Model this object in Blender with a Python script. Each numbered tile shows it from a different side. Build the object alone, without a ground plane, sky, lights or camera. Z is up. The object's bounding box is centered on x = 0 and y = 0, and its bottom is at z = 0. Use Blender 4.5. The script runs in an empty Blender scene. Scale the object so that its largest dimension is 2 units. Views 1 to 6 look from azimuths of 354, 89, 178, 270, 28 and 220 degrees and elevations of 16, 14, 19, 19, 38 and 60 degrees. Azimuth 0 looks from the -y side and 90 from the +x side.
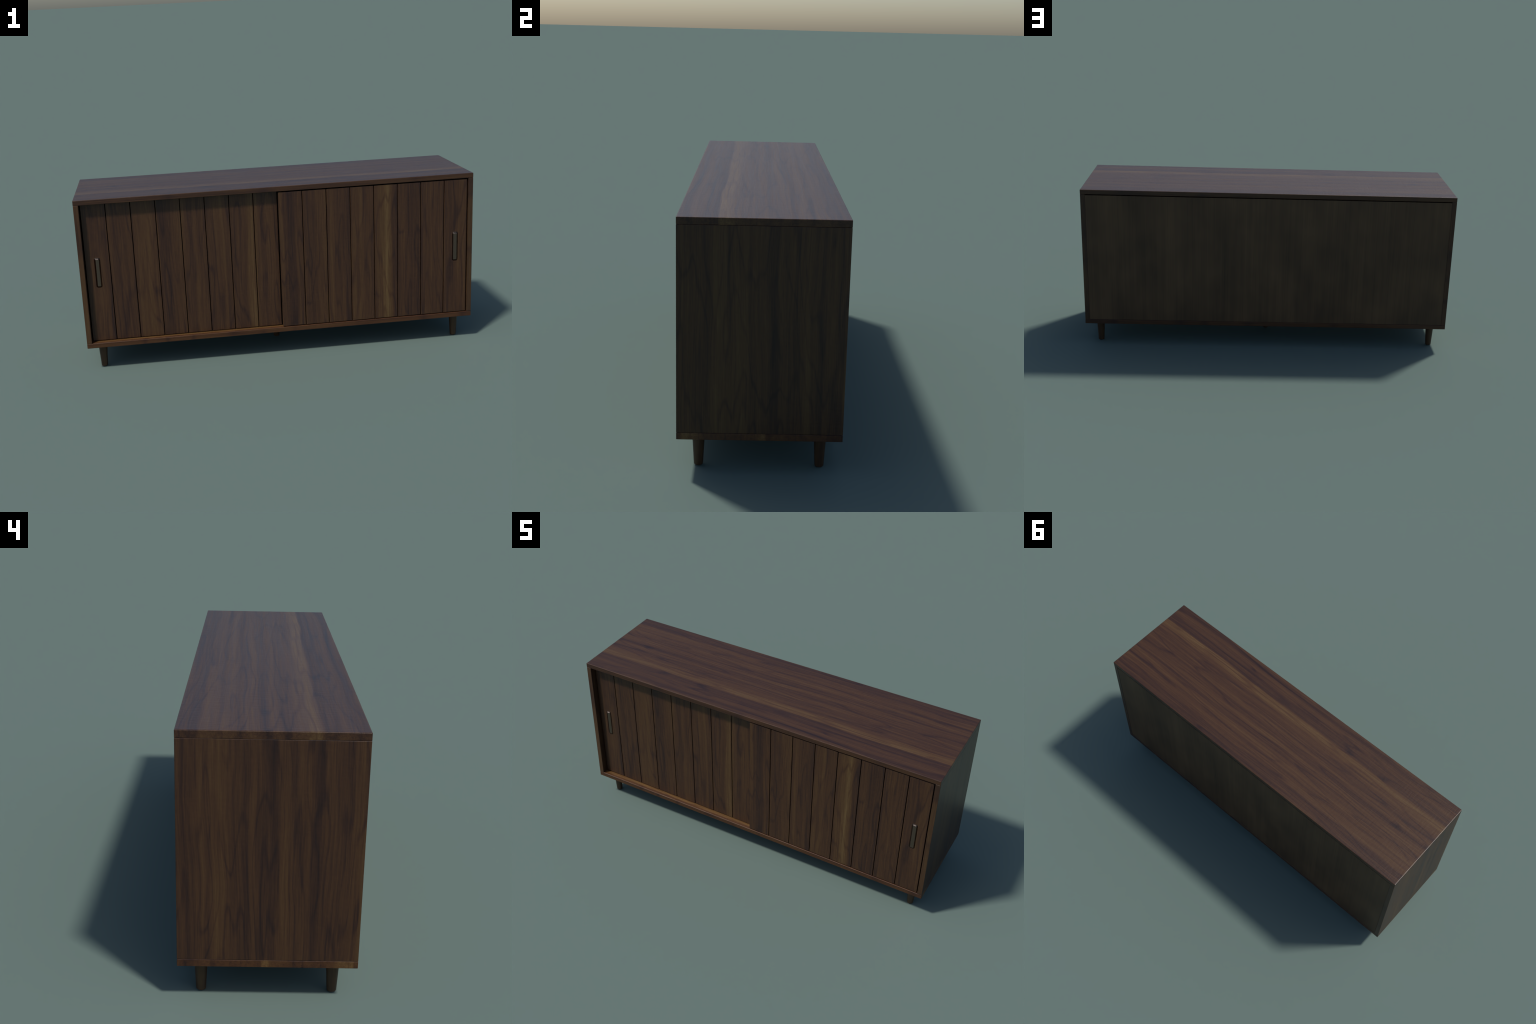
"""Low walnut sideboard: two overlapping sliding doors of vertical planks,
bar handles, box carcass of 25 mm boards, five short turned legs."""
import bpy, bmesh, math
from mathutils import Vector

# ------------------------------------------------------------------ sizes (m)
HALF_W, HALF_D, HEIGHT = 1.0, 0.28, 0.8875
BOARD = 0.025                       # thickness of every carcass board
LEG_H = 0.1240                      # underside of the carcass
FLOOR = LEG_H + BOARD               # inner floor
CEIL = HEIGHT - BOARD               # inner ceiling
INNER = HALF_W - BOARD
PITCH, GROOVE = 0.1214, 0.0040      # door plank pitch and gap
PLANKS = 8
DOOR_Z0, DOOR_Z1 = FLOOR + 0.0040, 0.8565
PLANK_T, DOOR_T = 0.012, 0.013      # plank in front of a backing board
FRONT_DOOR_Y, REAR_DOOR_Y = -0.2762, -0.2480   # front faces of the two doors
BACK_Y, BACK_T, BACK_Z1 = 0.2790, 0.010, 0.8575

scene = bpy.context.scene
root = bpy.data.objects.new("sideboard", None)
root.empty_display_size = 0.2
scene.collection.objects.link(root)
root["label"] = "dark walnut sideboard with two plank sliding doors and short tapered legs"
root["category"] = "sideboard"


# ------------------------------------------------------------------ node helpers
class Graph:
    def __init__(self, name):
        self.mat = bpy.data.materials.new(name)
        self.mat.use_nodes = True
        self.nt = self.mat.node_tree
        self.bsdf = self.nt.nodes["Principled BSDF"]

    def node(self, kind, **props):
        n = self.nt.nodes.new(kind)
        for k, v in props.items():
            setattr(n, k, v)
        return n

    def put(self, socket, value):
        if isinstance(value, bpy.types.NodeSocket):
            self.nt.links.new(value, socket)
        else:
            socket.default_value = value

    def math(self, op, a, b=0.0, c=0.0, clamp=False):
        n = self.node("ShaderNodeMath", operation=op, use_clamp=clamp)
        for i, v in enumerate((a, b, c)):
            self.put(n.inputs[i], v)
        return n.outputs[0]

    def vec(self, x, y, z):
        n = self.node("ShaderNodeCombineXYZ")
        for i, v in enumerate((x, y, z)):
            self.put(n.inputs[i], v)
        return n.outputs[0]

    def noise(self, x, y, z, detail=2.0, rough=0.5, distortion=0.0):
        n = self.node("ShaderNodeTexNoise")
        self.put(n.inputs["Vector"], self.vec(x, y, z))
        n.inputs["Scale"].default_value = 1.0
        n.inputs["Detail"].default_value = detail
        n.inputs["Roughness"].default_value = rough
        n.inputs["Distortion"].default_value = distortion
        return n.outputs[0]

    def ramp(self, fac, stops, interpolation="LINEAR"):
        n = self.node("ShaderNodeValToRGB")
        r = n.color_ramp
        r.interpolation = interpolation
        while len(r.elements) < len(stops):
            r.elements.new(1.0)
        for e, (p, c) in zip(r.elements, stops):
            e.position = p
            e.color = (*c, 1) if not isinstance(c, float) else (c, c, c, 1)
        self.put(n.inputs[0], fac)
        return n.outputs[0]

    def root_coords(self):
        tc = self.node("ShaderNodeTexCoord")
        tc.object = root            # all boards share the cabinet's own frame
        sep = self.node("ShaderNodeSeparateXYZ")
        self.nt.links.new(tc.outputs["Object"], sep.inputs[0])
        return sep.outputs


SPECULAR = 0.36                     # oiled, not lacquered
# walnut, from purple-black late wood over red brown to pale sapwood
PALETTE = [
    (0.00, (0.0180, 0.0088, 0.0080)),
    (0.22, (0.0312, 0.0138, 0.0092)),
    (0.48, (0.0545, 0.0248, 0.0115)),
    (0.72, (0.0725, 0.0375, 0.0148)),
    (1.00, (0.1150, 0.0700, 0.0285)),
]


def walnut(name, along, across, depth, span, profile, seed, wander=0.022, veins=0.24,
           streak=0.30, tint=(1, 1, 1), step=None, rough=0.40, stretch=1.0):
    """A board cut from walnut. `profile` is the run of pale and dark streaks over
    the width of the board (position 0..1, level 0..1); the streaks wander along the
    grain, and veins and fibres of three sizes are laid over them."""
    g = Graph(name)
    xyz = g.root_coords()
    G, A, D = (xyz["XYZ".index(c)] for c in (along, across, depth))
    jump = seed * 3.17
    if step:                        # every plank comes from another part of the log
        index = g.math("FLOOR", g.math("DIVIDE", g.math("SUBTRACT", A, step[0]), step[1]))
        plank_seed = g.math("MULTIPLY", index, 7.31)
        Gs = g.math("ADD", G, plank_seed)
        jump = g.math("ADD", plank_seed, jump)
    else:
        Gs = G
    Gs = g.math("MULTIPLY", Gs, 1.0 / stretch)
    # slow wander of the grain, then a tighter wriggle
    w1 = g.noise(g.math("MULTIPLY_ADD", Gs, 1.5, seed), g.math("MULTIPLY", A, 4.0), jump, 1.0)
    w2 = g.noise(g.math("MULTIPLY_ADD", Gs, 5.0, seed), g.math("MULTIPLY", A, 14.0), jump, 1.0)
    shift = g.math("MULTIPLY_ADD", g.math("SUBTRACT", w1, 0.5), wander * 2.6,
                   g.math("MULTIPLY", g.math("SUBTRACT", w2, 0.5), wander * 0.6))
    Aw = g.math("ADD", A, shift)
    # faces on the board's edge show the same wood at another depth
    t = g.math("DIVIDE", g.math("SUBTRACT", Aw, span[0]), span[1] - span[0], clamp=True)
    level = g.ramp(t, [(p, float(v)) for p, v in profile])

    def fibre(fg, fa, detail, rgh):
        return g.math("SUBTRACT", g.noise(
            g.math("MULTIPLY", Gs, fg), g.math("MULTIPLY", Aw, fa),
            g.math("MULTIPLY_ADD", D, fa, jump), detail, rgh), 0.5)

    broad = fibre(1.0, 52.0, 3.0, 0.6)
    medium = fibre(2.4, 120.0, 4.0, 0.65)
    fine = fibre(12.0, 360.0, 2.0, 0.5)
    fleck = fibre(45.0, 170.0, 2.0, 0.6)
    # dark veins: contour lines of a slow field, broken along their length
    field = g.noise(g.math("MULTIPLY", Gs, 1.1), g.math("MULTIPLY", Aw, 9.0), jump, 2.0, 0.45)
    ridge = g.math("ABSOLUTE", g.math("SUBTRACT", g.math("FRACT", g.math("MULTIPLY", field, 9.0)), 0.5))
    vein = g.math("SMOOTH_MIN", g.math("MULTIPLY", ridge, 7.0), 1.0, 0.2)
    keep = g.math("MULTIPLY", g.noise(g.math("MULTIPLY", Gs, 2.0), g.math("MULTIPLY", A, 20.0), jump, 1.0), 1.6,
                  clamp=True)
    vein = g.math("MULTIPLY", g.math("SUBTRACT", 1.0, vein), keep)

    v = g.math("MULTIPLY_ADD", broad, streak * 2.0, level)
    v = g.math("MULTIPLY_ADD", medium, streak * 2.3, v)
    v = g.math("MULTIPLY_ADD", fine, streak * 1.3, v)
    v = g.math("MULTIPLY_ADD", fleck, streak * 0.55, v)
    v = g.math("MULTIPLY_ADD", vein, -veins, v)
    colour = g.ramp(v, PALETTE)
    if tint != (1, 1, 1):
        mix = g.node("ShaderNodeMix", data_type="RGBA", blend_type="MULTIPLY")
        mix.inputs[0].default_value = 1.0
        g.put(mix.inputs[6], colour)
        mix.inputs[7].default_value = (*tint, 1)
        colour = mix.outputs[2]
    g.put(g.bsdf.inputs["Base Color"], colour)
    g.put(g.bsdf.inputs["Roughness"], g.math("MULTIPLY_ADD", medium, 0.12, rough))
    g.bsdf.inputs["Specular IOR Level"].default_value = SPECULAR
    # relief: open pores along the grain and a faint ripple across it
    ripple = g.noise(g.math("MULTIPLY", G, 105.0), g.math("MULTIPLY", A, 28.0), g.math("MULTIPLY", D, 28.0), 3.0)
    height = g.math("MULTIPLY_ADD", fine, 0.6, g.math("MULTIPLY", ripple, 0.9))
    bump = g.node("ShaderNodeBump")
    bump.inputs["Strength"].default_value = 0.22
    bump.inputs["Distance"].default_value = 0.0025
    g.put(bump.inputs["Height"], height)
    g.put(g.bsdf.inputs["Normal"], bump.outputs[0])
    return g.mat


# ------------------------------------------------------------------ streak profiles
TOP_STREAKS = [(0.00, .38), (.07, .30), (.11, .45), (.17, .36), (.205, .28), (.235, .16), (.25, .74), (.30, .76),
               (.335, .66), (.36, .56), (.40, .44), (.43, .30), (.47, .52), (.505, .40), (.53, .20), (.57, .46),
               (.61, .55), (.65, .42), (.675, .24), (.71, .60), (.75, .58), (.78, .36), (.81, .52), (.855, .60),
               (.89, .38), (.93, .22), (.96, .30), (.985, .34), (1.0, .52)]
FLOOR_STREAKS = [(0.0, .50), (.022, .55), (.035, .92), (.10, .85), (.18, .4), (.27, .45), (.36, .38), (.45, .55), (.485, .60), (.50, .9), (.53, .82),  # front ledge levels raised, tint warmed: orange bounce light baked into the wood
                 (.54, .42), (.66, .55), (.75, .4), (.86, .48), (.95, .3), (1.0, .4)]
LEFT_SIDE_STREAKS = [(0.0, .40), (.05, .26), (.10, .48), (.15, .40), (.20, .55), (.26, .46), (.31, .38), (.36, .28),
                     (.40, .52), (.43, .24), (.48, .20), (.515, .18), (.54, .52), (.60, .54), (.625, .26), (.67, .54),
                     (.70, .50), (.73, .24), (.765, .28), (.78, .58), (.82, .50), (.845, .22), (.88, .38), (.93, .44),
                     (.96, .50), (.985, .50), (1.0, .66)]
RIGHT_SIDE_STREAKS = [(0.0, .45), (.02, .42), (.07, .44), (.13, .36), (.20, .38), (.235, .60), (.29, .66), (.31, .40), (.36, .56),
                      (.40, .58), (.44, .38), (.50, .48), (.555, .20), (.60, .26), (.64, .46), (.70, .34), (.76, .50),
                      (.80, .46), (.86, .28), (.92, .42), (.96, .30), (1.0, .44)]


def calm(profile, amount, middle=0.43, keep=0.72):
    """pull the ordinary streaks towards the middle tone, leave the pale bands alone"""
    return [(p, v if v > keep else middle + (v - middle) * amount) for p, v in profile]


TOP_STREAKS = calm(TOP_STREAKS, 0.62)
LEFT_SIDE_STREAKS = calm(LEFT_SIDE_STREAKS, 0.70, 0.41)
RIGHT_SIDE_STREAKS = calm(RIGHT_SIDE_STREAKS, 0.75, 0.42)


def door_streaks(planks):
    """planks: for each one the levels at equal steps from its left to its right edge"""
    stops, n = [], len(planks)
    for i, levels in enumerate(planks):
        m = len(levels)
        for k, v in enumerate(levels):
            stops.append(((i + (k + 0.5) / m) / n, v))
    return stops[:32]


LEFT_DOOR_STREAKS = door_streaks([
    (.34, .50, .56, .30), (.48, .36, .50, .36), (.46, .54, .60, .50), (.28, .30, .46, .52),
    (.54, .32, .54, .36), (.42, .52, .54, .44), (.44, .38, .46, .82), (.48, .36, .56, .40)])
RIGHT_DOOR_STREAKS = door_streaks([
    (.50, .30, .24, .48), (.42, .34, .54, .50), (.56, .40, .46, .34), (.62, .58, .46, .44),
    (.50, .56, .90, .32), (.44, .48, .36, .32), (.40, .50, .42, .38), (.42, .36, .52, .42)])

mat_top = walnut("walnut_top", "X", "Y", "Z", (-HALF_D, HALF_D), TOP_STREAKS, 1.3, wander=0.014, stretch=1.25)
mat_floor = walnut("walnut_bottom", "X", "Y", "Z", (-HALF_D, HALF_D), FLOOR_STREAKS, 4.1, wander=0.006, tint=(1.10, 0.98, 0.86))
mat_left = walnut("walnut_left_side", "Z", "Y", "X", (HALF_D, -HALF_D), LEFT_SIDE_STREAKS, 2.7, wander=0.020)
mat_right = walnut("walnut_right_side", "Z", "Y", "X", (-HALF_D, HALF_D), RIGHT_SIDE_STREAKS, 6.4, wander=0.014,
                   tint=(1.02, 1.10, 1.05))  # greened to bake in ground bounce on this unlit end
door_w = PITCH * PLANKS
mat_door_left = walnut("walnut_left_door", "Z", "X", "Y", (-door_w, 0.0), LEFT_DOOR_STREAKS, 8.2,
                       wander=0.016, step=(-door_w, PITCH))
mat_door_right = walnut("walnut_right_door", "Z", "X", "Y", (0.0, door_w), RIGHT_DOOR_STREAKS, 5.5,
                        wander=0.016, step=(0.0, PITCH))
mat_leg = walnut("walnut_leg", "Z", "X", "Y", (-1.0, 1.0), [(0.0, .42), (.5, .46), (1.0, .42)], 3.3, wander=0.004,
                 veins=0.1, streak=0.2, tint=(1.10, 1.28, 1.25))


def veneer_back():
    """plain, soft streaked veneer on the back: no veins, cloudy tone"""
    g = Graph("back_veneer")
    X, Y, Z = g.root_coords()[:3]
    cloud = g.noise(g.math("MULTIPLY", X, 6.5), 2.0, g.math("MULTIPLY", Z, 3.2), 2.0, 0.5)
    soft = g.noise(g.math("MULTIPLY", X, 45.0), 7.0, g.math("MULTIPLY", Z, 1.2), 2.0, 0.5)
    thin = g.noise(g.math("MULTIPLY", X, 160.0), 4.0, g.math("MULTIPLY", Z, 1.6), 2.0, 0.6)
    v = g.math("MULTIPLY_ADD", g.math("SUBTRACT", cloud, 0.5), 1.1, 0.5)
    v = g.math("MULTIPLY_ADD", g.math("SUBTRACT", soft, 0.5), 0.45, v)
    v = g.math("MULTIPLY_ADD", g.math("SUBTRACT", thin, 0.5), 0.45, v)
    g.put(g.bsdf.inputs["Base Color"], g.ramp(v, [
        (0.0, (0.026, 0.0145, 0.0070)), (0.45, (0.066, 0.0365, 0.0175)), (1.0, (0.116, 0.067, 0.032))]))
    g.put(g.bsdf.inputs["Roughness"], 0.55)
    g.bsdf.inputs["Specular IOR Level"].default_value = SPECULAR
    return g.mat


def metal_handle():
    g = Graph("brushed_metal")
    X, Y, Z = g.root_coords()[:3]
    grain = g.noise(g.math("MULTIPLY", X, 900.0), g.math("MULTIPLY", Y, 900.0), g.math("MULTIPLY", Z, 25.0), 2.0)
    g.put(g.bsdf.inputs["Metallic"], 1.0)
    # upward-facing flank is roughened and its colour darkened to mute the sun glint
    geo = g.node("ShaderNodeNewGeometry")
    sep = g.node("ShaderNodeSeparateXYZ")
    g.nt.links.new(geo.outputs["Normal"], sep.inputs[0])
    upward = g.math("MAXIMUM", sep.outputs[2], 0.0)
    glint_rough = g.math("MULTIPLY", upward, 0.30)
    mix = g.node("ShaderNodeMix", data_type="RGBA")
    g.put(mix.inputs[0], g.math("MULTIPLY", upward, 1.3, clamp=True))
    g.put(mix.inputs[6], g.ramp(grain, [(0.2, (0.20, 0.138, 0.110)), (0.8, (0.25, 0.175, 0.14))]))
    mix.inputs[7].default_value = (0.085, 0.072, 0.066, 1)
    g.put(g.bsdf.inputs["Base Color"], mix.outputs[2])
    g.put(g.bsdf.inputs["Roughness"], g.math("ADD", g.math("MULTIPLY_ADD", grain, 0.06, 0.22), glint_rough))
    return g.mat


mat_back = veneer_back()
mat_metal = metal_handle()
core = Graph("dark_core")                    # near-black base colour at the bottom of the grooves
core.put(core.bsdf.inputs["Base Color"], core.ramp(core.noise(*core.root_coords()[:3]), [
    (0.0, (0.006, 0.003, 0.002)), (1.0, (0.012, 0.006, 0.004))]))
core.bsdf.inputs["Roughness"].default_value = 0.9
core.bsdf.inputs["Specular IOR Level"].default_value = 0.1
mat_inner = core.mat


# ------------------------------------------------------------------ geometry helpers
def add(name, mesh, material, parent, location=(0, 0, 0)):
    o = bpy.data.objects.new(name, mesh)
    o.location = location
    o.parent = parent
    scene.collection.objects.link(o)
    if material and not mesh.materials:
        mesh.materials.append(material)
    return o


def board_mesh(name, size, bevel, segments=3):
    """rectangular board with rounded edges, centred on its own origin"""
    bm = bmesh.new()
    bmesh.ops.create_cube(bm, size=1.0)
    bmesh.ops.scale(bm, vec=Vector(size), verts=bm.verts)
    me = bpy.data.meshes.new(name)
    bm.to_mesh(me)
    bm.free()
    tmp = bpy.data.objects.new("shaping", me)
    scene.collection.objects.link(tmp)
    m = tmp.modifiers.new("rounding", "BEVEL")
    m.width, m.segments, m.limit_method, m.harden_normals = bevel, segments, "NONE", True
    for p in me.polygons:
        p.use_smooth = True
    done = bpy.data.meshes.new_from_object(tmp.evaluated_get(bpy.context.evaluated_depsgraph_get()))
    done.name = name
    bpy.data.objects.remove(tmp)
    bpy.data.meshes.remove(me)
    return done


def board(name, x, y, z, material, parent, bevel=0.002, segments=3, origin=(0, 0, 0)):
    size = [b - a for a, b in (x, y, z)]
    centre = [(a + b) / 2 for a, b in (x, y, z)]
    me = board_mesh(name, size, bevel, segments)
    return add(name, me, material, parent, [c - o for c, o in zip(centre, origin)])


def turned(name, profile, sides=40):
    bm = bmesh.new()
    rings = [[bm.verts.new((r * math.cos(math.tau * i / sides), r * math.sin(math.tau * i / sides), z))
              for i in range(sides)] for r, z in profile]
    for a, b in zip(rings, rings[1:]):
        for i in range(sides):
            bm.faces.new((a[i], a[(i + 1) % sides], b[(i + 1) % sides], b[i]))
    bm.faces.new(rings[0][::-1])
    bm.faces.new(rings[-1])
    me = bpy.data.meshes.new(name)
    for f in bm.faces:
        f.smooth = True
    bm.normal_update()
    bm.to_mesh(me)
    bm.free()
    me.set_sharp_from_angle(angle=math.radians(50))
    return me


def pull_mesh(name, width, length, height, corner=0.0100, arc=10):
    """low bar pull lying on the door (front is -y): rounded-rectangle plan, soft flanks
    whose shading normals swing from sideways at the door to forwards on the crown"""
    # inset from the outline, lift off the door, lean of the shading normal in degrees
    section = [(0.0, -0.0040, 90), (0.0, 0.0006, 84), (0.0026, 0.42 * height, 74), (0.0062, 0.80 * height, 52),
               (0.0090, 0.96 * height, 12), (0.0105, height, 0)]
    bm = bmesh.new()
    rings, normals = [], []
    for inset, lift, lean in section:
        hw, hl, c = width / 2 - inset, length / 2 - inset, max(corner - inset, 0.0010)
        ring, lean = [], math.radians(lean)
        for q, (sx, sz) in enumerate(((1, 1), (-1, 1), (-1, -1), (1, -1))):
            for i in range(arc + 1):
                t = math.radians(90 * (q + i / arc))
                ring.append(bm.verts.new((sx * (hw - c) + c * math.cos(t), -lift, sz * (hl - c) + c * math.sin(t))))
                normals.append((math.sin(lean) * math.cos(t), -math.cos(lean), math.sin(lean) * math.sin(t)))
        rings.append(ring)
    n = len(rings[0])
    for a, b in zip(rings, rings[1:]):
        for i in range(n):
            bm.faces.new((a[i], b[i], b[(i + 1) % n], a[(i + 1) % n]))
    bm.faces.new(rings[-1])
    bmesh.ops.recalc_face_normals(bm, faces=bm.faces)
    if rings and bm.faces[:][-1].normal.y > 0:
        bmesh.ops.reverse_faces(bm, faces=bm.faces)
    for f in bm.faces:
        f.smooth = True
    me = bpy.data.meshes.new(name)
    bm.to_mesh(me)
    bm.free()
    me.normals_split_custom_set_from_vertices(normals)
    return me


def slab_mesh(name, half_w, half_d, thick, ease=0.0030, corner=0.0012):
    """horizontal board: wide, nearly flat eased strip round the upper face, small
    45 degree chamfer below, corners of the plan just broken"""
    # inset, height
    section = [(0.0014, 0.0), (0.0, 0.0014), (0.0, thick - 0.0018), (0.0007, thick - 0.00085), (ease, thick)]
    bm = bmesh.new()
    rings = []
    for inset, z in section:
        w, d, ring = half_w - inset, half_d - inset, []
        for sx, sy, flip in ((1, 1, 0), (-1, 1, 1), (-1, -1, 0), (1, -1, 1)):
            pair = [(sx * w, sy * (d - corner)), (sx * (w - corner), sy * d)]
            for x, y in (pair[::-1] if flip else pair):
                ring.append(bm.verts.new((x, y, z - thick / 2)))
        rings.append(ring)
    n = len(rings[0])
    for a, b in zip(rings, rings[1:]):
        for i in range(n):
            bm.faces.new((a[i], a[(i + 1) % n], b[(i + 1) % n], b[i]))
    bm.faces.new(rings[0][::-1])
    bm.faces.new(rings[-1])
    bmesh.ops.recalc_face_normals(bm, faces=bm.faces)
    me = bpy.data.meshes.new(name)
    bm.to_mesh(me)
    bm.free()
    return me


# ------------------------------------------------------------------ carcass
add("top_panel", slab_mesh("top_panel", HALF_W, HALF_D, BOARD), mat_top, root, (0, 0, (CEIL + HEIGHT) / 2))
add("bottom_panel", slab_mesh("bottom_panel", HALF_W, HALF_D, BOARD), mat_floor, root, (0, 0, (LEG_H + FLOOR) / 2))
for sign, mat in ((-1, mat_left), (1, mat_right)):
    board("side_panel", sorted((sign * INNER, sign * HALF_W)), (-HALF_D, HALF_D), (FLOOR, CEIL), mat, root, 0.0016)
board("back_panel", (-INNER, INNER), (BACK_Y - BACK_T, BACK_Y), (FLOOR + 0.0005, BACK_Z1), mat_back,
      root, 0.0007)

# dark strips modelled under the top to block daylight and blacken the gaps
for y0, y1 in ((-0.2120, -0.2000), (0.2500, 0.2640)):
    board("gap_shade_strip", (-INNER + 0.002, INNER - 0.002), (y0, y1), (CEIL - 0.030, CEIL - 0.0004), mat_inner, root, 0.001, 2)

# ------------------------------------------------------------------ doors
plank_mesh = {}
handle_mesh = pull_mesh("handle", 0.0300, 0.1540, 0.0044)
for y, x0, mat, hx in ((REAR_DOOR_Y, -door_w, mat_door_left, -0.9120),
                       (FRONT_DOOR_Y, 0.0, mat_door_right, 0.9095)):
    core_y = y + PLANK_T + DOOR_T / 2
    door_at = (x0 + door_w / 2, core_y, (DOOR_Z0 + DOOR_Z1) / 2)
    size = (door_w - 0.004, DOOR_T, DOOR_Z1 - DOOR_Z0 - 0.002)
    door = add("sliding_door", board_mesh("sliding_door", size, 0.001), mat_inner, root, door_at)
    me = board_mesh("door_plank", (PITCH - GROOVE, PLANK_T + 0.0005, DOOR_Z1 - DOOR_Z0), 0.0009, 2)
    me.materials.append(mat)
    for i in range(PLANKS):
        px = x0 + (i + 0.5) * PITCH
        add("door_plank", me, None, door, (px - door_at[0], y + PLANK_T / 2 - core_y, 0.0))
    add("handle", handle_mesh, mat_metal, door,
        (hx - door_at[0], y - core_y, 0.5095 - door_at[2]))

# ------------------------------------------------------------------ legs
R_TOP, R_FOOT, ROUND = 0.0226, 0.0160, 0.0050
leg_profile = []
for k in range(7):                                  # rounded foot
    a = math.radians(90 * k / 6)
    leg_profile.append((R_FOOT - ROUND + ROUND * math.sin(a), ROUND - ROUND * math.cos(a)))
leg_profile += [(R_FOOT + (R_TOP - R_FOOT) * s, ROUND + (LEG_H + 0.001 - ROUND) * s) for s in (0.33, 0.66, 1.0)]
leg_mesh = turned("leg", leg_profile)
for x, y in ((-0.927, -0.209), (0.927, -0.209), (-0.927, 0.209), (0.927, 0.209), (0.0, 0.0)):
    add("leg", leg_mesh, mat_leg, root, (x, y, 0.0))
